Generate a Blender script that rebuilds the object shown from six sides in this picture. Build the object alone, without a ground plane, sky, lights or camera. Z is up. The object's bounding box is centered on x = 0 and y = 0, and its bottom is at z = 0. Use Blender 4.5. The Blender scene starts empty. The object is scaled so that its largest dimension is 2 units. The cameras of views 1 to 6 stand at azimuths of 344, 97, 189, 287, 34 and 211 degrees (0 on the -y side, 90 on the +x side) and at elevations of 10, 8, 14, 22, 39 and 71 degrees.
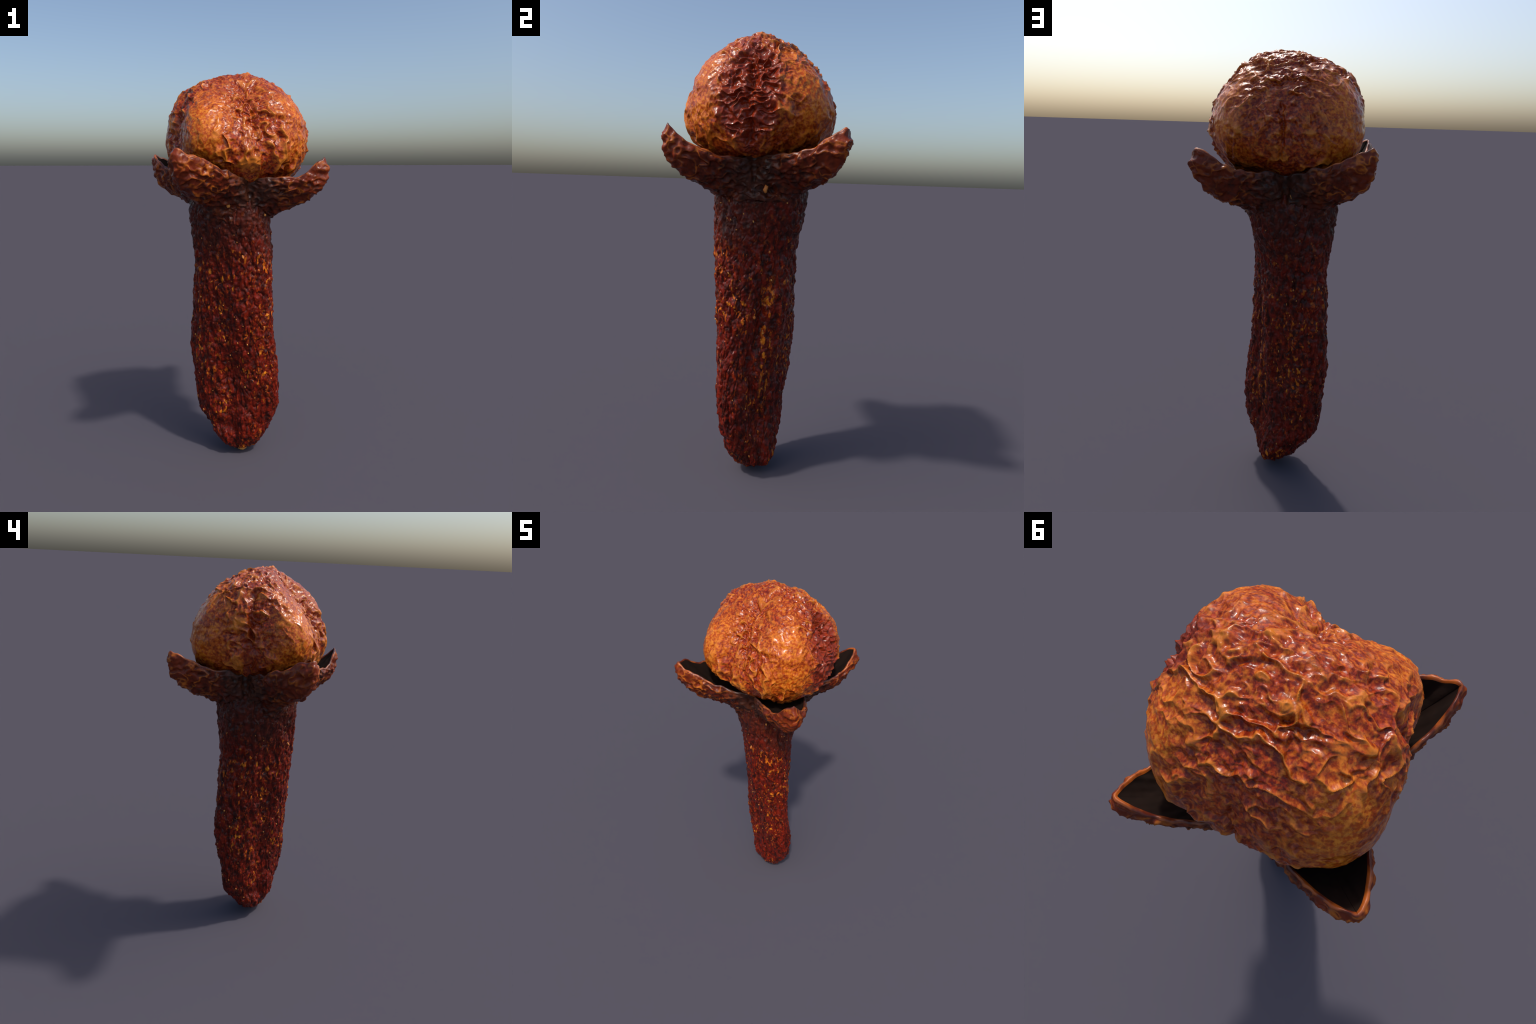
"""A dried clove standing on its stalk: wrinkled stem, four boat-shaped sepals, a bud of four folded petals."""
import bpy, math
import numpy as np

rng = np.random.default_rng(7)
TAU = 2 * math.pi
rad = math.radians


# --------------------------------------------------------------------------------------------------------------
# node helper: the same field can be built in a shader tree and in a geometry tree
# --------------------------------------------------------------------------------------------------------------
class N:
    def __init__(self, nt):
        self.nt, self.shader = nt, nt.bl_idname == 'ShaderNodeTree'

    def put(self, sock, val):
        if isinstance(val, bpy.types.NodeSocket):
            self.nt.links.new(val, sock)
        elif val is not None:
            sock.default_value = val

    def m(self, op, a, b=None, c=None, clamp=False):
        n = self.nt.nodes.new('ShaderNodeMath')
        n.operation, n.use_clamp = op, clamp
        for s, v in zip(n.inputs, (a, b, c)):
            self.put(s, v)
        return n.outputs[0]

    def add(self, a, b): return self.m('ADD', a, b)
    def sub(self, a, b): return self.m('SUBTRACT', a, b)
    def mul(self, a, b): return self.m('MULTIPLY', a, b)
    def inv(self, a): return self.m('SUBTRACT', 1.0, a)
    def mx(self, a, b): return self.m('MAXIMUM', a, b)

    def v(self, op, a, b=None, scale=None):
        n = self.nt.nodes.new('ShaderNodeVectorMath')
        n.operation = op
        self.put(n.inputs[0], a)
        if b is not None:
            self.put(n.inputs[1], b)
        if scale is not None:
            self.put(n.inputs['Scale'], scale)
        return n.outputs['Value'] if op in ('DOT_PRODUCT', 'LENGTH') else n.outputs['Vector']

    def xyz(self, a):
        n = self.nt.nodes.new('ShaderNodeSeparateXYZ')
        self.put(n.inputs[0], a)
        return n.outputs

    def vec(self, x, y, z):
        n = self.nt.nodes.new('ShaderNodeCombineXYZ')
        for s, val in zip(n.inputs, (x, y, z)):
            self.put(s, val)
        return n.outputs[0]

    def ss(self, x, lo, hi, a=0.0, b=1.0):
        n = self.nt.nodes.new('ShaderNodeMapRange')
        n.interpolation_type = 'SMOOTHSTEP'
        for k, val in zip(('Value', 'From Min', 'From Max', 'To Min', 'To Max'), (x, lo, hi, a, b)):
            self.put(n.inputs[k], val)
        return n.outputs[0]

    def noise(self, vec, scale, detail=0.0, rough=0.5, dist=0.0, color=False):
        n = self.nt.nodes.new('ShaderNodeTexNoise')
        self.put(n.inputs['Vector'], vec)
        for k, val in (('Scale', scale), ('Detail', detail), ('Roughness', rough), ('Distortion', dist)):
            self.put(n.inputs[k], val)
        return n.outputs['Color' if color else 'Fac'] if not color else n.outputs[1]

    def voro(self, vec, scale, feature='F1', rand=1.0, out='Distance'):
        n = self.nt.nodes.new('ShaderNodeTexVoronoi')
        n.feature = feature
        self.put(n.inputs['Vector'], vec)
        self.put(n.inputs['Scale'], scale)
        self.put(n.inputs['Randomness'], rand)
        return n.outputs[out]

    def warp(self, vec, scale, amount):
        c = self.noise(vec, scale, 1.0, color=True)
        d = self.v('SUBTRACT', c, (0.5, 0.5, 0.5))
        return self.v('ADD', vec, self.v('SCALE', d, scale=amount))

    def ridge(self, vec, scale, width=0.16, detail=0.0):
        """1 on thin crest lines, falling to 0 in the broad hollows between"""
        n = self.noise(vec, scale, detail)
        d = self.m('ABSOLUTE', self.sub(n, 0.5))
        r = self.m('SUBTRACT', 1.0, self.m('DIVIDE', d, width), clamp=True)
        return self.m('POWER', r, 1.45)

    def cells(self, vec, scale=1.0):
        """branching network of sharp crests around shallow hollows"""
        d = self.m('SMOOTH_MIN', self.m('MULTIPLY', self.voro(vec, scale), 1.3), 0.95, 0.2)
        return self.m('POWER', d, 2.0)

    def mix(self, fac, a, b, mode='MIX'):
        n = self.nt.nodes.new('ShaderNodeMix')
        n.data_type, n.blend_type = 'RGBA', mode
        n.inputs[0].default_value = 0.5
        self.put(n.inputs[0], fac)
        for s, val in ((n.inputs[6], a), (n.inputs[7], b)):
            self.put(s, val if isinstance(val, bpy.types.NodeSocket) else tuple(val) + (1.0,))
        return n.outputs[2]


def field_at(points, builder):
    """value of a node field at each point"""
    me = bpy.data.meshes.new('probe')
    me.vertices.add(len(points))
    me.vertices.foreach_set('co', np.ascontiguousarray(points, dtype=np.float32).ravel())
    ob = bpy.data.objects.new('probe', me)
    bpy.context.scene.collection.objects.link(ob)
    nt = bpy.data.node_groups.new('probe', 'GeometryNodeTree')
    nt.interface.new_socket('Geometry', in_out='INPUT', socket_type='NodeSocketGeometry')
    nt.interface.new_socket('Geometry', in_out='OUTPUT', socket_type='NodeSocketGeometry')
    gi, go = nt.nodes.new('NodeGroupInput'), nt.nodes.new('NodeGroupOutput')
    sp, pos = nt.nodes.new('GeometryNodeSetPosition'), nt.nodes.new('GeometryNodeInputPosition')
    k = N(nt)
    val = builder(k, pos.outputs[0])
    nt.links.new(gi.outputs[0], sp.inputs['Geometry'])
    nt.links.new(k.vec(val, 0.0, 0.0), sp.inputs['Position'])
    nt.links.new(sp.outputs[0], go.inputs[0])
    md = ob.modifiers.new('probe', 'NODES')
    md.node_group = nt
    ev = ob.evaluated_get(bpy.context.evaluated_depsgraph_get())
    out = np.empty(len(points) * 3, dtype=np.float32)
    ev.data.vertices.foreach_get('co', out)
    bpy.data.objects.remove(ob)
    bpy.data.meshes.remove(me)
    bpy.data.node_groups.remove(nt)
    return out.reshape(-1, 3)[:, 0].astype(float)


def sstep(x, lo, hi):
    t = np.clip((x - lo) / (hi - lo), 0, 1)
    return t * t * (3 - 2 * t)


# --------------------------------------------------------------------------------------------------------------
# mesh helpers
# --------------------------------------------------------------------------------------------------------------
def vertex_normals(V, Q):
    n = np.zeros_like(V)
    fn = np.cross(V[Q[:, 2]] - V[Q[:, 0]], V[Q[:, 3]] - V[Q[:, 1]])
    for k in range(4):
        for a in range(3):
            n[:, a] += np.bincount(Q[:, k], fn[:, a], len(V))
    return n / np.maximum(np.linalg.norm(n, axis=1, keepdims=True), 1e-12)


def make(name, V, Q, mat, parent, normals=None):
    used = np.unique(Q)
    remap = np.zeros(len(V), dtype=np.int64)
    remap[used] = np.arange(len(used))
    v, q = V[used], remap[Q]
    me = bpy.data.meshes.new(name)
    me.from_pydata(v.tolist(), [], q.tolist())
    me.update()
    me.validate()
    me.shade_smooth()
    if normals is not None:
        me.normals_split_custom_set_from_vertices(normals[used].tolist())
    me.materials.append(mat)
    ob = bpy.data.objects.new(name, me)
    bpy.context.scene.collection.objects.link(ob)
    ob.parent = parent
    return ob


def grid_quads(rows, cols, wrap=False):
    i, j = np.meshgrid(np.arange(rows - 1), np.arange(cols if wrap else cols - 1), indexing='ij')
    j2 = (j + 1) % cols
    return np.stack([i * cols + j, i * cols + j2, (i + 1) * cols + j2, (i + 1) * cols + j], -1).reshape(-1, 4)


def spline(knots, values, x):
    """smooth (monotone-ish cubic Hermite) curve through values at knots, vectorised over x"""
    k, y = np.asarray(knots, float), np.asarray(values, float)
    y = y.reshape(len(k), -1)
    d = np.diff(y, axis=0) / np.diff(k)[:, None]
    t = np.vstack([d[:1], (d[:-1] + d[1:]) / 2, d[-1:]])
    i = np.clip(np.searchsorted(k, x, side='right') - 1, 0, len(k) - 2)
    h = (k[i + 1] - k[i])[..., None]
    u = np.clip((x - k[i]) / (k[i + 1] - k[i]), 0, 1)[..., None]
    return ((2 * u**3 - 3 * u**2 + 1) * y[i] + (u**3 - 2 * u**2 + u) * h * t[i]
            + (-2 * u**3 + 3 * u**2) * y[i + 1] + (u**3 - u**2) * h * t[i + 1])


# --------------------------------------------------------------------------------------------------------------
# fields shared by relief and colour
# --------------------------------------------------------------------------------------------------------------
BUD = np.array((0.015, -0.015, 1.71))
# directions (azimuth in the x-y plane, degrees) of the four folds between the petals
FOLD_PX, FOLD_PY, FOLD_NX, FOLD_NY = 2.0, 93.0, 186.0, 275.0


def fold_lens(k, p, az, width, z_lo, z_hi, soft=0.035, jitter=0.06, lean=0.0):
    """lens-shaped panel along a fold: 1 inside, 0 outside, on the unit sphere of directions p"""
    a = rad(az)
    x, y, z = k.xyz(p)
    side = k.v('DOT_PRODUCT', p, (-math.sin(a), math.cos(a), lean))
    front = k.v('DOT_PRODUCT', p, (math.cos(a), math.sin(a), 0.0))
    w = k.mul(k.mul(k.ss(z, z_hi, z_hi - 0.6), k.ss(z, z_lo, z_lo + 0.5)), width)
    side = k.add(side, k.mul(k.sub(k.noise(p, 5.0, 2.0), 0.5), jitter * 2))
    d = k.sub(w, k.m('ABSOLUTE', side))
    return k.mul(k.ss(d, -soft * 0.3, soft), k.ss(front, 0.0, 0.2))


def panel_px(k, p): return fold_lens(k, p, FOLD_PX, 0.34, -0.75, 0.90, soft=0.12, jitter=0.13, lean=-0.05)
def panel_nx(k, p): return fold_lens(k, p, FOLD_NX, 0.13, -1.0, 0.66, soft=0.07, jitter=0.12)
def panels(k, p): return k.mx(panel_px(k, p), k.mul(panel_nx(k, p), 0.6))


def fold_line(k, p, az, width, lo, hi):
    a = rad(az)
    x, y, z = k.xyz(p)
    side = k.v('DOT_PRODUCT', p, (-math.sin(a), math.cos(a), 0.0))
    front = k.v('DOT_PRODUCT', p, (math.cos(a), math.sin(a), 0.0))
    side = k.add(side, k.mul(k.sub(k.noise(p, 6.0, 2.0), 0.5), 0.22))
    line = k.ss(k.m('ABSOLUTE', side), width, 0.0)
    return k.mul(k.mul(line, k.ss(front, 0.0, 0.2)), k.mul(k.ss(z, lo, lo + 0.25), k.ss(z, hi, hi - 0.25)))


def side_mask(k, p):
    """1 along the four sides between the petal bellies, 0 on the bellies"""
    m = None
    for az, w0, w1 in ((FOLD_PX, 0.78, 0.97), (FOLD_PY, 0.70, 0.97), (FOLD_NX, 0.80, 0.98), (FOLD_NY, 0.72, 0.97)):
        a = rad(az)
        flat = k.v('NORMALIZE', k.v('MULTIPLY', p, (1.0, 1.0, 0.0001)))
        d = k.v('DOT_PRODUCT', flat, (math.cos(a), math.sin(a), 0.0))
        d = k.add(d, k.mul(k.sub(k.noise(p, 4.0, 3.0), 0.5), 0.25))
        s = k.ss(d, w0, w1)
        m = s if m is None else k.mx(m, s)
    return m


def bud_crest(k, p):
    """crest lines of the shrivelled skin"""
    x, y, z = k.xyz(p)
    w = k.warp(p, 5.0, 0.30)
    # cross-wise creases over the crown, running with x
    crown = k.add(k.mul(k.ridge(k.v('MULTIPLY', w, (2.0, 6.0, 6.0)), 1.0, 0.15), 0.7), k.mul(k.cells(k.v('MULTIPLY', w, (3.6, 9.5, 9.5))), 0.6))
    # long folds that gather towards the foot
    foot = k.add(k.mul(k.ridge(k.v('MULTIPLY', w, (4.6, 4.6, 1.2)), 1.0, 0.17), 0.7), k.mul(k.cells(k.v('MULTIPLY', w, (7.0, 7.0, 2.0))), 0.6))
    # irregular crumple elsewhere
    u = k.warp(p, 4.5, 0.20)
    crum = k.add(k.mul(k.cells(k.v('MULTIPLY', u, (8.0, 8.0, 5.5))), 0.85), k.mul(k.ridge(u, 5.0, 0.14), 0.45))
    m_crown = k.mul(k.ss(z, 0.05, 0.5), k.ss(y, -0.25, 0.15))
    a = rad(FOLD_NY)
    front = k.ss(k.v('DOT_PRODUCT', p, (math.cos(a), math.sin(a), 0.0)), 0.45, 0.8)
    m_foot = k.mx(k.ss(z, -0.1, -0.5), k.mul(front, k.ss(z, 0.30, -0.05)))
    r = k.add(k.mul(crum, k.inv(k.mx(m_crown, m_foot))), k.add(k.mul(crown, m_crown), k.mul(foot, m_foot)))
    return r


def bud_fine(k, p):
    return k.cells(k.warp(p, 9.0, 0.10), 15.0)


def bud_strength(k, p):
    """how deeply the skin is shrivelled"""
    x, y, z = k.xyz(p)
    patch = k.ss(k.noise(p, 2.6, 2.0), 0.36, 0.62, 0.45, 1.0)
    s = k.mx(side_mask(k, p), k.mul(k.ss(z, 0.2, 0.7), k.ss(y, -0.4, 0.2)))
    s = k.mx(s, k.mul(k.ss(z, -0.20, -0.5), 0.85))
    a = rad(FOLD_NY)
    front = k.ss(k.v('DOT_PRODUCT', p, (math.cos(a), math.sin(a), 0.0)), 0.5, 0.8)
    s = k.add(s, k.mul(front, k.mul(k.ss(z, 0.5, 0.2), 0.35)))
    return k.mul(k.add(0.16, k.mul(s, 0.84)), patch)


def bud_relief(k, p):
    amp = bud_strength(k, p)
    h = k.mul(k.mul(k.sub(bud_crest(k, p), 0.40), amp), 0.0230)
    h = k.add(h, k.mul(bud_fine(k, p), k.sub(0.0021, k.mul(amp, 0.0012))))
    h = k.add(h, k.mul(k.sub(k.noise(p, 6.0, 1.0), 0.5), 0.016))
    px, nx = panel_px(k, p), panel_nx(k, p)
    # curled edge of the petals along the open panel
    h = k.add(h, k.mul(k.mul(px, k.inv(px)), 0.032))
    h = k.sub(h, k.add(k.mul(px, 0.013), k.mul(nx, 0.005)))
    # cross folds inside the sunken panels
    cross = k.ridge(k.v('MULTIPLY', k.warp(p, 6.0, 0.2), (4.0, 4.0, 9.0)), 1.0, 0.2, 1.0)
    h = k.add(h, k.mul(k.mul(cross, px), 0.018))
    h = k.sub(h, k.mul(fold_line(k, p, FOLD_PY, 0.06, -0.75, 0.35), 0.014))
    h = k.sub(h, k.mul(fold_line(k, p, FOLD_PX, 0.07, -0.6, 0.55), 0.016))
    h = k.sub(h, k.mul(fold_line(k, p, FOLD_NY, 0.08, -0.2, 0.62), 0.014))
    h = k.sub(h, k.mul(fold_line(k, p, FOLD_NX, 0.05, -0.3, 0.62), 0.009))
    return h


def stem_pebble(k, c):
    w = k.warp(c, 16.0, 0.03)
    q = k.v('MULTIPLY', w, (1.0, 1.0, 0.50))
    cell = k.voro(q, 44.0, 'SMOOTH_F1')
    return k.inv(k.m('MULTIPLY', cell, 1.3, clamp=True))


def stem_pit(k, c):
    q = k.v('MULTIPLY', k.warp(c, 18.0, 0.03), (1.0, 1.0, 0.36))
    return k.ridge(q, 36.0, 0.12, 1.0)


def stem_relief(k, c):
    x, y, z = k.xyz(c)
    h = k.mul(k.sub(stem_pebble(k, c), 0.5), 0.012)
    h = k.sub(h, k.mul(stem_pit(k, c), 0.006))
    h = k.add(h, k.mul(k.sub(k.noise(k.v('MULTIPLY', c, (1.0, 1.0, 0.5)), 11.0, 2.0), 0.5), 0.022))
    h = k.add(h, k.mul(k.sub(k.noise(c, 60.0, 1.0), 0.5), 0.007))
    return k.sub(h, 0.002)


def calyx_relief(k, p):
    w = k.warp(p, 14.0, 0.04)
    a = k.ridge(k.v('MULTIPLY', w, (1.0, 1.0, 1.5)), 17.0, 0.15, 1.0)
    b = k.noise(p, 14.0, 2.0)
    c = k.voro(w, 32.0, 'SMOOTH_F1')
    h = k.mul(a, 0.010)
    h = k.add(h, k.mul(k.sub(k.cells(k.warp(p, 20.0, 0.02), 30.0), 0.4), 0.010))
    h = k.add(h, k.mul(k.sub(b, 0.5), 0.020))
    h = k.sub(h, k.mul(k.sub(c, 0.3), 0.009))
    return h


# --------------------------------------------------------------------------------------------------------------
# materials
# --------------------------------------------------------------------------------------------------------------
def material(name):
    mat = bpy.data.materials.new(name)
    mat.use_nodes = True
    nt = mat.node_tree
    bsdf = nt.nodes['Principled BSDF']
    k = N(nt)
    pos = nt.nodes.new('ShaderNodeTexCoord').outputs['Object']
    return mat, k, bsdf, pos


def bump(k, bsdf, height, dist, strength=1.0):
    b = k.nt.nodes.new('ShaderNodeBump')
    b.inputs['Strength'].default_value = strength
    b.inputs['Distance'].default_value = dist
    k.put(b.inputs['Height'], height)
    k.put(bsdf.inputs['Normal'], b.outputs[0])


def bud_material():
    mat, k, bsdf, pos = material('shrivelled_orange_skin')
    p = k.v('NORMALIZE', k.v('SUBTRACT', pos, tuple(BUD)))
    x, y, z = k.xyz(p)
    side, pan = side_mask(k, p), panels(k, p)
    crest, fine, amp = bud_crest(k, p), bud_fine(k, p), bud_strength(k, p)
    blotch = k.noise(p, 3.2, 4.0, 0.6)
    red = k.mx(k.mul(side, 0.95), k.ss(k.add(z, k.mul(k.sub(blotch, 0.5), 0.9)), 0.25, 0.85, 0.0, 0.85))
    red = k.mx(red, k.ss(blotch, 0.50, 0.64, 0.0, 0.7))
    red = k.mx(red, pan)
    mott = k.noise(p, 24.0, 2.0, 0.6)
    dots = k.noise(p, 30.0, 2.0, 0.55)
    red = k.m('ADD', k.add(k.mul(red, 0.95), 0.04), k.mul(k.sub(mott, 0.5), 1.7), clamp=True)
    red = k.mx(red, k.mul(k.ss(k.add(z, k.mul(k.sub(blotch, 0.5), 0.6)), -0.18, -0.55), 0.85))
    belly = k.mix(k.ss(dots, 0.40, 0.62), (0.46, 0.068, 0.004), (0.70, 0.200, 0.016))
    deep = k.mix(k.ss(dots, 0.40, 0.62), (0.150, 0.012, 0.004), (0.36, 0.038, 0.005))
    skin = k.mix(red, belly, deep)
    # the raised creases are rubbed to pale ochre
    edge = k.mul(k.ss(k.add(crest, k.mul(k.sub(mott, 0.5), 0.9)), 0.66, 1.05), k.mul(k.ss(amp, 0.2, 0.8, 0.25, 0.65), k.inv(k.mul(pan, 0.75))))
    edge = k.mx(edge, k.mul(k.ss(k.add(fine, k.mul(k.sub(dots, 0.5), 0.8)), 0.55, 1.0), k.mul(k.inv(pan), 0.35)))
    skin = k.mix(edge, skin, (0.72, 0.230, 0.022))
    # panels: the dark inner skin
    skin = k.mix(k.mul(pan, 0.70), skin, k.mix(k.ss(mott, 0.3, 0.7), (0.085, 0.009, 0.004), (0.27, 0.026, 0.006)))
    # soot-brown specks
    speck = k.mul(k.ss(k.noise(p, 40.0, 2.0), 0.58, 0.70), 0.35)
    skin = k.mix(speck, skin, (0.12, 0.022, 0.012))
    k.put(bsdf.inputs['Base Color'], skin)
    k.put(bsdf.inputs['Roughness'], k.ss(k.noise(p, 20.0, 2.0), 0.35, 0.65, 0.20, 0.34))
    bsdf.inputs['Specular IOR Level'].default_value = 0.32
    bump(k, bsdf, k.noise(p, 40.0, 2.0), 0.003, 0.25)
    return mat


def stem_material():
    mat, k, bsdf, pos = material('rough_dark_red_bark')
    c = pos
    x, y, z = k.xyz(c)
    peb, pit = stem_pebble(k, c), stem_pit(k, c)
    blot = k.noise(c, 5.0, 3.0, 0.6)
    mott = k.noise(k.v('MULTIPLY', c, (1.0, 1.0, 0.6)), 40.0, 3.0, 0.6)
    col = k.mix(k.ss(mott, 0.32, 0.68), (0.030, 0.004, 0.002), (0.185, 0.011, 0.003))
    col = k.mix(k.mul(k.ss(peb, 0.55, 0.95), k.ss(blot, 0.4, 0.65, 0.2, 0.85)), col, (0.34, 0.027, 0.004))
    # amber oil flecks, longer than wide
    q = k.v('MULTIPLY', k.warp(c, 25.0, 0.012), (1.0, 1.0, 0.55))
    f1 = k.ss(k.noise(q, 62.0, 1.0), 0.585, 0.66)
    f1 = k.mul(f1, k.ss(k.noise(c, 7.0, 3.0), 0.49, 0.64))
    lip = k.v('DOT_PRODUCT', k.v('NORMALIZE', k.vec(x, y, 0.00001)), (math.cos(rad(30)), math.sin(rad(30)), 0.0))
    lip = k.mul(k.ss(lip, 0.955, 0.995), k.mul(k.ss(z, 0.28, 0.45), k.ss(z, 1.0, 0.85)))
    f1 = k.mx(f1, k.mul(lip, k.ss(k.noise(q, 40.0, 2.0), 0.52, 0.60)))
    f2 = k.mul(k.ss(k.noise(q, 36.0, 2.0), 0.63, 0.70), k.ss(k.noise(c, 6.0, 2.0), 0.45, 0.60))
    fl = k.mul(k.m('MAXIMUM', f1, f2), k.ss(z, 1.28, 1.0, 0.35, 1.0))
    f3 = k.mul(k.ss(k.noise(q, 120.0, 1.0), 0.56, 0.66), k.ss(k.add(peb, k.mul(k.sub(blot, 0.5), 0.8)), 0.35, 0.8))
    col = k.mix(k.mul(f3, 0.7), col, (0.44, 0.062, 0.005))
    col = k.mix(k.mul(fl, 0.9), col, k.mix(k.ss(mott, 0.4, 0.6), (0.55, 0.085, 0.004), (0.70, 0.22, 0.012)))
    # the neck under the sepals is a darker brown
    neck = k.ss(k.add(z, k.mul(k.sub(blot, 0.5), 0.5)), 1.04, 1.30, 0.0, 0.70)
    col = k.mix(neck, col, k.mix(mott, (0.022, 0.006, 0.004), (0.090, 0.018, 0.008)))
    col = k.mix(k.mul(k.ss(pit, 0.55, 1.0), 0.6), col, (0.025, 0.009, 0.007))
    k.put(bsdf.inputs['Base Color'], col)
    k.put(bsdf.inputs['Roughness'], k.ss(k.noise(c, 30.0, 2.0), 0.35, 0.65, 0.27, 0.42))
    bsdf.inputs['Specular IOR Level'].default_value = 0.22
    bump(k, bsdf, k.add(k.noise(c, 90.0, 2.0), fl), 0.003, 0.5)
    return mat


SEPAL_AZ = (-43.5, 47.8, 138.8, 228.3)     # azimuth as in the camera list: 0 is -y, 90 is +x
JOINT_AZ = (9.0, 89.5, 183.5, 271.0)


def unit(az):
    return math.sin(rad(az)), -math.cos(rad(az))


def sepal_material():
    mat, k, bsdf, pos = material('leathery_brown_sepal')
    x, y, z = k.xyz(pos)
    flat = k.v('NORMALIZE', k.vec(x, y, 0.00001))
    joint = None
    for az in JOINT_AZ:
        ux, uy = unit(az)
        d = k.v('DOT_PRODUCT', flat, (ux, uy, 0.0))
        joint = d if joint is None else k.mx(joint, d)
    r = k.v('LENGTH', k.vec(x, y, 0.0))
    blot = k.noise(pos, 8.0, 3.0, 0.6)
    mott = k.noise(pos, 38.0, 3.0, 0.6)
    ridge = k.ridge(k.v('MULTIPLY', k.warp(pos, 14.0, 0.04), (1.0, 1.0, 1.5)), 17.0, 0.15, 1.0)
    col = k.mix(k.ss(mott, 0.3, 0.7), (0.026, 0.005, 0.002), (0.160, 0.019, 0.004))
    col = k.mix(k.mul(k.ss(k.add(r, k.mul(k.sub(blot, 0.5), 0.25)), 0.30, 0.50), 0.5), col, (0.25, 0.032, 0.005))
    ochre = k.mul(k.ss(k.add(ridge, k.mul(k.sub(mott, 0.5), 1.1)), 0.45, 0.95), k.ss(blot, 0.38, 0.62, 0.15, 0.9))
    col = k.mix(k.mul(ochre, k.ss(r, 0.24, 0.40, 0.2, 1.0)), col, (0.48, 0.125, 0.012))
    # sooty dust at the joints between sepals
    soot = k.mul(k.ss(k.add(joint, k.mul(k.sub(blot, 0.5), 0.25)), 0.89, 0.99), k.ss(r, 0.42, 0.26))
    soot = k.mx(soot, k.mul(k.ss(r, 0.30, 0.22), 0.4))
    col = k.mix(k.mul(soot, 0.70), col, k.mix(mott, (0.018, 0.009, 0.006), (0.058, 0.026, 0.016)))
    k.put(bsdf.inputs['Base Color'], col)
    k.put(bsdf.inputs['Roughness'], k.ss(k.noise(pos, 25.0, 2.0), 0.35, 0.65, 0.26, 0.42))
    bsdf.inputs['Specular IOR Level'].default_value = 0.26
    bump(k, bsdf, k.noise(pos, 80.0, 2.0), 0.003, 0.5)
    return mat


def lining_material():
    mat, k, bsdf, pos = material('black_brown_lining')
    n = k.noise(pos, 18.0, 3.0)
    k.put(bsdf.inputs['Base Color'], k.mix(n, (0.006, 0.004, 0.003), (0.020, 0.009, 0.006)))
    bsdf.inputs['Roughness'].default_value = 0.85
    bsdf.inputs['Specular IOR Level'].default_value = 0.1
    bump(k, bsdf, k.noise(pos, 50.0, 3.0), 0.003, 0.5)
    return mat


def rim_material():
    mat, k, bsdf, pos = material('rubbed_ochre_rim')
    n = k.noise(pos, 14.0, 3.0, 0.6)
    x, y, z = k.xyz(pos)
    out = k.ss(k.v('LENGTH', k.vec(x, y, 0.0)), 0.24, 0.40)
    ochre = k.mix(k.ss(n, 0.40, 0.62), (0.10, 0.014, 0.005), (0.40, 0.090, 0.010))
    k.put(bsdf.inputs['Base Color'], k.mix(out, (0.05, 0.022, 0.015), ochre))
    bsdf.inputs['Roughness'].default_value = 0.42
    return mat


def crumb_material():
    mat, k, bsdf, pos = material('pale_crumb')
    n = k.noise(pos, 12.0, 2.0)
    k.put(bsdf.inputs['Base Color'], k.mix(k.ss(n, 0.3, 0.7), (0.46, 0.12, 0.010), (0.60, 0.28, 0.06)))
    bsdf.inputs['Roughness'].default_value = 0.6
    return mat


# --------------------------------------------------------------------------------------------------------------
# the clove
# --------------------------------------------------------------------------------------------------------------
clove = bpy.data.objects.new('dried_clove', None)
bpy.context.scene.collection.objects.link(clove)
clove['label'] = 'dried clove with round orange bud, four sepals and rough dark stem'
clove['category'] = 'clove spice'

M_BUD, M_STEM, M_SEPAL, M_LINING, M_RIM, M_CRUMB = (bud_material(), stem_material(), sepal_material(), lining_material(), rim_material(), crumb_material())

# ---- stem: rod with an oval, slightly three-sided section that turns and bends along its length --------------
# height, axis x, axis y, mean radius, oval (cos 2a, sin 2a), three-sided (cos 3a, sin 3a)
STEM = np.array([
    (0.000, 0.030, 0.002, 0.050, 0.000, 0.004, -0.004, -0.002),
    (0.020, 0.027, 0.000, 0.084, 0.002, 0.003, -0.005, -0.004),
    (0.045, 0.024, -0.002, 0.101, 0.006, 0.000, -0.007, -0.005),
    (0.090, 0.019, -0.006, 0.121, 0.010, -0.012, -0.008, -0.005),
    (0.150, 0.018, 0.003, 0.138, 0.022, -0.034, -0.008, -0.002),
    (0.220, 0.013, -0.002, 0.156, 0.036, -0.050, -0.008, -0.002),
    (0.300, 0.011, -0.005, 0.166, 0.039, -0.054, -0.006, 0.000),
    (0.400, 0.001, -0.008, 0.179, 0.034, -0.055, 0.001, 0.002),
    (0.500, -0.008, -0.011, 0.179, 0.031, -0.062, 0.005, 0.005),
    (0.620, -0.010, -0.006, 0.176, 0.022, -0.062, 0.000, 0.005),
    (0.750, -0.010, -0.003, 0.174, 0.014, -0.053, -0.005, 0.004),
    (0.900, -0.011, -0.003, 0.176, 0.009, -0.046, -0.008, 0.001),
    (1.050, -0.010, -0.004, 0.180, 0.001, -0.037, -0.010, -0.002),
    (1.200, -0.007, 0.002, 0.199, -0.001, -0.016, -0.009, 0.001),
    (1.300, -0.006, 0.005, 0.210, 0.000, -0.008, -0.008, 0.002),
    (1.380, -0.004, 0.005, 0.205, 0.000, -0.004, -0.004, 0.001)])


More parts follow.
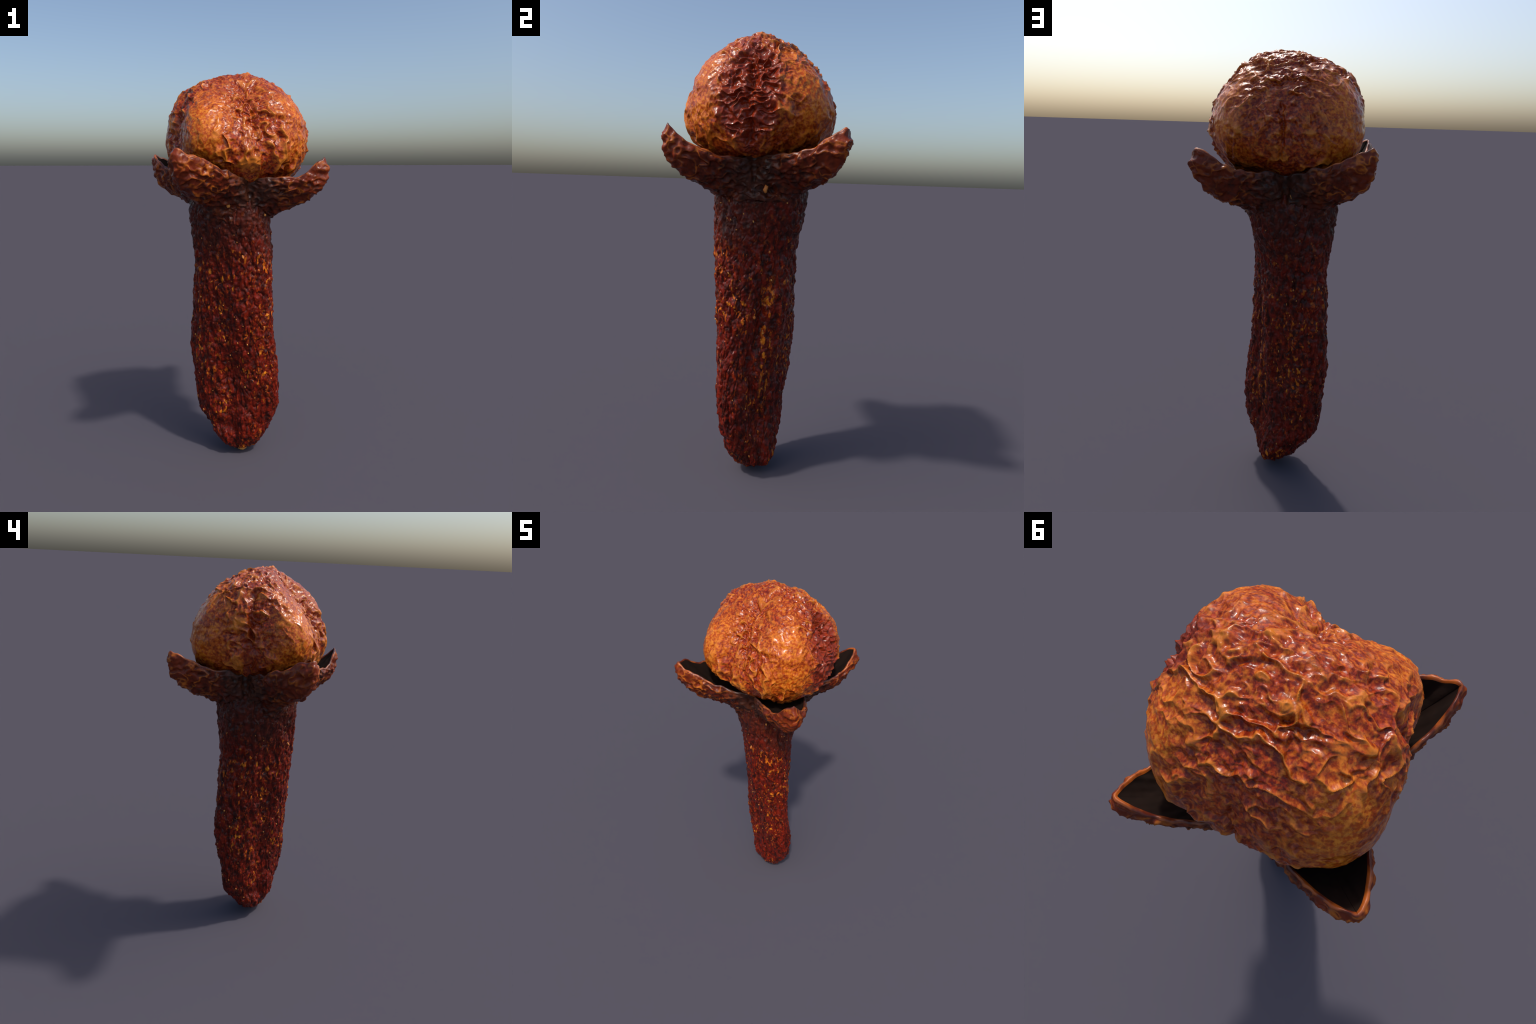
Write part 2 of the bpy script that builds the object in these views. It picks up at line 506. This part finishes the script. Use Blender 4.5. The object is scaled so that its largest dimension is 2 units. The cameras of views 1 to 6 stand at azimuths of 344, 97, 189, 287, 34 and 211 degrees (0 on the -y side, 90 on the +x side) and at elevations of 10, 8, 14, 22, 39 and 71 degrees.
# local swellings (+) and hollows (-): azimuth in x-y (degrees), height, size, angular spread, spread in height
STEM_LUMPS = ((256, 0.45, -0.044, 34, 0.13), (266, 0.86, 0.022, 24, 0.20), (268, 0.18, 0.026, 20, 0.08), (66, 0.76, 0.026, 24, 0.22), (55, 0.55, 0.018, 12, 0.12),
              (30, 0.28, -0.030, 25, 0.16), (70, 0.25, -0.006, 40, 0.15), (218, 0.42, -0.034, 22, 0.12), (352, 1.24, -0.018, 28, 0.10), (150, 0.42, -0.014, 35, 0.14))


def stem_ring(z, a):
    s = spline(STEM[:, 0], STEM[:, 1:], z)
    cx, cy, r0, c2, s2, c3, s3 = np.moveaxis(s, -1, 0)
    amp, turn = np.hypot(c2, s2), np.arctan2(s2, c2) / 2
    long, short = r0 + amp, r0 - amp
    u, v = np.cos(a - turn), np.sin(a - turn)
    e = 0.98                                    # very slightly squarer than an ellipse
    u, v = np.sign(u) * np.abs(u) ** e * long, np.sign(v) * np.abs(v) ** e * short
    x, y = u * np.cos(turn) - v * np.sin(turn), u * np.sin(turn) + v * np.cos(turn)
    ph = np.arctan2(y, x)
    g = 1 + (c3 * np.cos(3 * ph) + s3 * np.sin(3 * ph)) / r0
    r = np.hypot(x, y)
    for az, h, size, da, dz in STEM_LUMPS:
        d = (np.degrees(ph) - az + 180) % 360 - 180
        g = g + size / r * np.exp(-(d / da) ** 2 - ((z - h) / dz) ** 2)
    return cx + x * g, cy + y * g, cx, cy


def build_stem():
    rows, cols = 520, 400
    z = np.linspace(0, 1.38, rows)[:, None] * np.ones((1, cols))
    a = np.linspace(0, TAU, cols, endpoint=False)[None, :] * np.ones((rows, 1))
    x, y, cx, cy = stem_ring(z, a)
    dx, dy = x - cx, y - cy
    ang = np.arctan2(dy, dx)
    # sunken furrow down the +x side, with a lip beside it
    def furrow(at, width):
        d = (ang - at + math.pi) % TAU - math.pi
        return np.exp(-(d / width) ** 2)
    run = sstep(z, 0.05, 0.25) * sstep(z, 1.0, 0.75)
    at = rad(8) + 0.25 * (z - 0.5) + 0.12 * np.sin(z * 9)
    cut = 1 - run * (0.19 * furrow(at, 0.20) - 0.05 * furrow(at + 0.45, 0.18))
    x, y = cx + dx * cut, cy + dy * cut
    V = np.stack([x, y, z], -1).reshape(-1, 3)
    Q = grid_quads(rows, cols, True)
    # foot: close with shrinking rings to a blunt end
    n0 = len(V)
    caps = []
    for t in np.linspace(1, 0, 22)[1:]:
        f = math.sin(t * math.pi / 2)
        ring = np.stack([cx[0] + dx[0] * cut[0] * f, cy[0] + dy[0] * cut[0] * f, np.full(cols, -0.012 * math.cos(t * math.pi / 2))], -1)
        caps.append(ring)
    V = np.vstack([V] + caps)
    V[:, 2] += 0.012
    # relief
    flat = V[:, :2] / np.maximum(np.linalg.norm(V[:, :2], axis=1, keepdims=True), 1e-6)
    h = field_at(V, lambda k, p: stem_relief(k, p))
    ci = np.arange(cols)
    Qc = []
    prev = ci
    for i in range(len(caps)):
        nxt = n0 + i * cols + ci
        Qc.append(np.stack([np.roll(prev, -1), prev, nxt, np.roll(nxt, -1)], -1))
        prev = nxt
    Q = np.vstack([Q] + Qc)
    nrm = vertex_normals(V, Q)
    damp = np.ones(len(V))
    damp[n0:] = np.repeat(np.linspace(1, 0, 22)[1:], cols) ** 0.5
    V = V + nrm * (h * damp)[:, None]
    V[:, 2] += 0.010 - V[:, 2].min()
    return make('stem', V, Q, M_STEM, clove)


stem = build_stem()

# ---- calyx: one cup that runs out into four boat-shaped sepals -----------------------------------------------
S = (0.0, 0.16, 0.32, 0.48, 0.66, 0.82, 0.92, 1.0)
KEEL = np.array([(0.185, 1.288), (0.232, 1.328), (0.312, 1.360), (0.402, 1.398), (0.462, 1.447), (0.497, 1.503), (0.505, 1.550), (0.492, 1.590)])
JOIN = np.array([(0.195, 1.300), (0.205, 1.325), (0.208, 1.352), (0.210, 1.385), (0.212, 1.420), (0.215, 1.448), (0.216, 1.464), (0.216, 1.478)])
# per sepal: stretch of the reach, lift of the tip, half width factor, flatness of the tip, fullness of the rim
SEPAL = ((0.995, 0.034, 1.0, 1.9, 0.95), (0.995, -0.010, 1.0, 1.7, 0.10), (0.995, -0.001, 1.0, 1.7, 0.25), (0.985, 0.022, 1.0, 1.6, 0.72))
JOIN_LIFT = (0.002, -0.011, 0.002, 0.020)


def calyx_point(i, q, s):
    """point on the outer side of sepal i; q from -1 to 1 across, s from 0 at the base to 1 at the rim"""
    reach, lift, wide, flat_tip, full = SEPAL[i]
    keel, join = spline(S, KEEL, s), spline(S, JOIN, s)
    kr = 0.19 + (keel[..., 0] - 0.19) * reach
    kz = keel[..., 1] + lift * sstep(s, 0.0, 0.25)
    left, right = JOINT_AZ[i - 1] - (360 if i == 0 else 0), JOINT_AZ[i]
    aq = np.abs(q)
    az = np.where(q < 0, left, right) - SEPAL_AZ[i]
    jx, jy = join[..., 0] * np.cos(np.radians(az)), join[..., 0] * np.abs(np.sin(np.radians(az)))
    # plan of each level: a narrow nose below, widening to a blunt point at the rim
    n = 1.5
    t = aq * math.pi / 2
    ct, st = np.maximum(np.cos(t), 1e-9), np.maximum(np.sin(t), 1e-9)
    rho = (ct ** n + st ** n) ** (-1 / n)
    open_up = sstep(s, 0.22, 0.92)
    nose = np.exp(-(aq / 0.50) ** 2) * (1 - aq ** 6)
    nose = nose + (1 - aq * aq - nose) * (1 - sstep(s, 0.0, 0.2))
    lx = jx + (kr - jx) * (nose + (rho * ct - nose) * open_up)
    ly = jy * (aq + (rho * st * wide - aq) * open_up)
    ly = np.where(aq > 0.999, jy, ly)
    fall = 1 - 0.75 * sstep(s, 0.5, 1.0)
    bz = np.where(s > 0.0, (1 - sstep(aq, 0, 1)) * fall + (1 - fall) * ((1 - full) * np.exp(-(aq / 0.28) ** flat_tip) * (1 - aq ** 4) + full * (1 - aq ** 1.1)), 1 - aq)
    jz = join[..., 1] + np.where(q < 0, JOIN_LIFT[i - 1], JOIN_LIFT[i]) * sstep(s, 0.3, 1.0)
    z = jz + (kz - jz) * bz
    ux, uy = unit(SEPAL_AZ[i])
    sg = np.sign(q)
    # tangential direction: growing azimuth
    tx, ty = -uy, ux
    return np.stack([ux * lx + tx * ly * sg, uy * lx + ty * ly * sg, z], -1)


def build_calyx():
    cols, r_out, r_in = 150, 90, 60
    all_out = []
    for i in range(4):
        q = np.linspace(-1, 1, cols + 1)[:-1]
        s = np.linspace(0, 1, r_out)
        all_out.append(calyx_point(i, q[None, :] + 0 * s[:, None], s[:, None] + 0 * q[None, :]))
    out = np.concatenate(all_out, axis=1)
    C = out.shape[1]
    Qo = grid_quads(r_out, C, True)
    # ragged rim
    flat = out.reshape(-1, 3)
    rag = field_at(flat, lambda k, p: k.sub(k.noise(p, 13.0, 1.0), 0.5)).reshape(r_out, C)
    sv = np.linspace(0, 1, r_out)[:, None]
    out[..., 2] += rag * 0.05 * sstep(sv, 0.75, 1.0)
    flat = out.reshape(-1, 3)
    nrm = vertex_normals(flat, Qo)
    h = field_at(flat, calyx_relief).reshape(r_out, C)
    # crease folds fanning out below each joint
    qcol = np.tile(np.abs(np.linspace(-1, 1, cols + 1)[:-1]), 4)[None, :]
    groove = np.exp(-((1 - qcol) / 0.07) ** 2) * sstep(sv, 0.0, 0.4) * 0.016
    h = h * (1 - 0.45 * sstep(qcol, 0.7, 1.0)) * (1 - 0.6 * sstep(sv, 0.93, 1.0)) - groove * (1 - 0.5 * sv)
    top = (flat + nrm * h.reshape(-1, 1)).reshape(r_out, C, 3)
    # lining: a shallow trough, so that the sepal is thick below and thin only at the lip
    edge = out[-1]
    n_edge = nrm.reshape(r_out, C, 3)[-1]
    d = np.linspace(0, 1, r_in)[:, None, None]
    er = np.linalg.norm(edge[:, :2], axis=1)[None, :, None]
    start = edge - n_edge * np.array((1, 1, 0.3)) * 0.011
    goal = np.concatenate([edge[:, :2] * (0.17 / er[0]), np.full((C, 1), 1.448)], axis=1)
    inner = start * (1 - d) + goal * d
    inner[..., 2] = goal[:, 2] + (start[:, 2] - goal[:, 2]) * (1 - d[..., 0]) ** 2.2
    qi = np.tile(np.linspace(-1, 1, cols + 1)[:-1], 4)[None, :]
    inner[..., 2] -= 0.026 * np.sin(np.pi * d[..., 0]) ** 0.7 * np.cos(qi * math.pi / 2) ** 1.5
    wob = field_at(inner.reshape(-1, 3), lambda k, p: k.sub(k.noise(p, 16.0, 2.0), 0.5)).reshape(r_in, C)
    inner[..., 2] += 0.02 * wob * sstep(d[..., 0], 0.0, 0.15)
    # rim: rounded lip of 4 rows between outer and inner edge
    a, b = top[-1], inner[0]
    up = np.array((0, 0, 1.0))
    lip = [a * (1 - t) + b * t + up * 0.006 * math.sin(math.pi * t) for t in (0.2, 0.4, 0.6, 0.8)]
    # floor of the cup
    last = inner[-1]
    floor = [last * np.array((f, f, 1.0)) + np.array((0, 0, g)) for f, g in ((0.85, 0.0), (0.65, 0.0), (0.4, 0.0), (0.15, 0.0), (0.02, 0.0))]
    rows = np.concatenate([top, np.stack(lip), inner, np.stack(floor)], axis=0)
    V = rows.reshape(-1, 3)
    R = rows.shape[0]
    Q = grid_quads(R, C, True)
    n_all = vertex_normals(V, Q)
    row_of, col_of = (Q[:, 0] // C), (Q[:, 0] % C)
    for i in range(4):
        mine = (col_of // cols) == i
        sep = make('sepal', V, Q[mine], M_SEPAL, clove, n_all)
        sep.data.materials.append(M_RIM)
        sep.data.materials.append(M_LINING)
        rr = row_of[mine]
        idx = np.where(rr < r_out - 1, 0, np.where(rr < r_out + 4, 1, 2)).astype(np.int32)
        sep.data.polygons.foreach_set('material_index', idx)


build_calyx()

# ---- bud: a squarish ball of four petals ---------------------------------------------------------------------
# swelling of the ball: cosine and sine terms per turn count m, rising order
SWELL = {
    0: ((0.306, 0.001, -0.052, 0.027, 0.008, -0.009, 0.007), ()),
    1: ((0.017, -0.023, 0.023, -0.009, 0.014, -0.007), (0.029, 0.010, -0.010, -0.001, 0.001, -0.005)),
    2: ((0.021, 0.017, 0.017, -0.016, 0.007), (-0.025, 0.017, -0.022, 0.004, 0.003)),
    3: ((0.014, -0.021, -0.001, 0.005), (-0.001, -0.014, 0.002, 0.002)),
    4: ((-0.045, 0.003, 0.005), (-0.015, 0.011, 0.002)),
    5: ((0.013, -0.012), (0.009, -0.006)),
    6: ((-0.001,), (-0.007,))}
# local dents (-) and swellings (+): azimuth in x-y, elevation, size, angular spread in degrees
DENTS = ((275, 62, -0.034, 20), (284, 46, -0.020, 13), (85, 20, -0.010, 45), (262, 5, -0.010, 25), (198, -24, 0.045, 20), (195, 18, -0.016, 16),
         (205, -40, 0.030, 18), (150, 15, 0.006, 25), (55, -36, 0.036, 22), (180, -16, 0.020, 16),
         (187, 33, -0.020, 6), (177, 38, 0.008, 6), (196, 38, 0.008, 6), (110, -46, 0.020, 24))


def bud_radius(D):
    z = D[:, 2]
    s = np.sqrt(np.maximum(0, 1 - z * z))
    ph = np.arctan2(D[:, 1], D[:, 0])
    r = np.zeros(len(D))
    for m, (cs, sn) in SWELL.items():
        L = m + len(cs)
        P = [s ** m * np.prod(np.arange(1, 2 * m, 2)) if m else np.ones_like(z)]
        if L > m + 1:
            P.append((2 * m + 1) * z * P[0])
        for l in range(m + 2, L):
            P.append(((2 * l - 1) * z * P[-1] - (l + m - 1) * P[-2]) / (l - m))
        for j, p in enumerate(P):
            nf = math.sqrt(math.factorial(j) / math.factorial(j + 2 * m))
            r += p * nf * (cs[j] * np.cos(m * ph) + (sn[j] * np.sin(m * ph) if m else 0))
    for az, el, size, spread in DENTS:
        c = np.array((math.cos(rad(az)) * math.cos(rad(el)), math.sin(rad(az)) * math.cos(rad(el)), math.sin(rad(el))))
        ang = np.degrees(np.arccos(np.clip(D @ c, -1, 1)))
        r += size * np.exp(-(ang / spread) ** 2)
    return r


def cube_sphere(n):
    t = np.arange(n + 1)
    i, j = np.meshgrid(t, t, indexing='ij')
    quads, pts = [], []
    for ax in range(3):
        for sg in (0, n):
            g = np.zeros((n + 1, n + 1, 3), dtype=np.int64)
            g[..., ax], g[..., (ax + 1) % 3], g[..., (ax + 2) % 3] = sg, i, j
            q = grid_quads(n + 1, n + 1)
            quads.append((q if sg else q[:, ::-1]) + len(pts) * (n + 1) ** 2)
            pts.append(g.reshape(-1, 3))
    P, Q = np.vstack(pts), np.vstack(quads)
    key = (P[:, 0] * (n + 1) + P[:, 1]) * (n + 1) + P[:, 2]
    _, first, back = np.unique(key, return_index=True, return_inverse=True)
    P = np.tan((P[first] / n * 2 - 1) * math.pi / 4)
    return P / np.linalg.norm(P, axis=1, keepdims=True), back.ravel()[Q]


def build_bud():
    D, Q = cube_sphere(230)
    r = bud_radius(D)
    # the four folds tuck in behind the collar
    ph = np.degrees(np.arctan2(D[:, 1], D[:, 0]))
    for az in (FOLD_PX, FOLD_PY, FOLD_NX, FOLD_NY):
        d = (ph - az + 180) % 360 - 180
        r *= 1 - np.exp(-(d / 17) ** 2) * sstep(-D[:, 2], 0.60, 0.82) * np.clip(1 - 0.285 / r, 0, 1)
    r = r - 0.001 + field_at(D, bud_relief) - 0.003
    # the foot of the ball rests broadly in the cup
    low = 0.308 - r
    r += sstep(-D[:, 2], 0.35, 0.62) * (low + np.sqrt(low * low + 0.012 ** 2)) / 2
    V = BUD + D * r[:, None]
    n_all = vertex_normals(V, Q)
    c = D[Q].mean(axis=1)
    pan = field_at(c, panels)
    ph = np.degrees(np.arctan2(c[:, 1], c[:, 0])) % 360
    inside = pan > 0.5
    core = make('flower_bud', V, Q[inside], M_BUD, clove, n_all)
    cuts = (FOLD_PX, FOLD_PY, FOLD_NX, FOLD_NY)
    for i in range(4):
        lo, hi = cuts[i], cuts[(i + 1) % 4] + (360 if i == 3 else 0)
        mine = (((ph - lo) % 360) < (hi - lo)) & ~inside
        make('petal', V, Q[mine], M_BUD, core, n_all)
    return V


build_bud()


# ---- broken end of the stalk, and crumbs that cling to the bark ---------------------------------------------
def build_scar():
    D, Q = cube_sphere(24)
    n = field_at(D, lambda k, p: k.sub(k.noise(p, 2.2, 3.0), 0.5))
    V = np.array((0.030, -0.024, 0.020)) + D * np.array((0.026, 0.024, 0.018)) * (1 + 0.6 * n[:, None])
    V[:, 2] -= V[:, 2].min()
    make('stalk_scar', V, Q, M_CRUMB, clove)


def build_crumbs():
    D, Q = cube_sphere(3)
    co = np.empty(len(stem.data.vertices) * 3)
    stem.data.vertices.foreach_get('co', co)
    co = co.reshape(-1, 3)
    spots = [(p, rng.uniform(0.002, 0.0042)) for p in co[rng.choice(len(co), 150, replace=False)] if 0.1 < p[2] < 1.29]
    for p, r in CLINGING:
        p = np.array(p)
        near = co[np.argmin(((co - p) ** 2).sum(axis=1))]
        spots.append((near if p[2] < 1.30 else p, r))
    Vs, Qs = [], []
    for p, r in spots:
        sc = r * rng.uniform((0.6, 0.6, 0.8), (1.2, 1.2, 2.0))
        v = D * sc * rng.uniform(0.75, 1.2, (len(D), 1))
        a = rng.uniform(-0.6, 0.6)
        ca, sa = math.cos(a), math.sin(a)
        v = v @ np.array(((1, 0, 0), (0, ca, -sa), (0, sa, ca)))
        Qs.append(Q + sum(len(x) for x in Vs))
        Vs.append(p + v)
    ob = make('crumb', np.vstack(Vs), np.vstack(Qs), M_CRUMB, clove)
    ob['kind'] = 'stuff'


# the crumbs that show largest, at the neck and along the furrow
CLINGING = (((0.207, 0.048, 1.345), 0.009), ((-0.041, 0.211, 1.402), 0.007), ((-0.074, -0.203, 1.370), 0.008), ((0.160, 0.056, 0.755), 0.007),
            ((0.110, -0.195, 1.315), 0.006), ((0.001, -0.188, 1.112), 0.007))
build_scar()
build_crumbs()
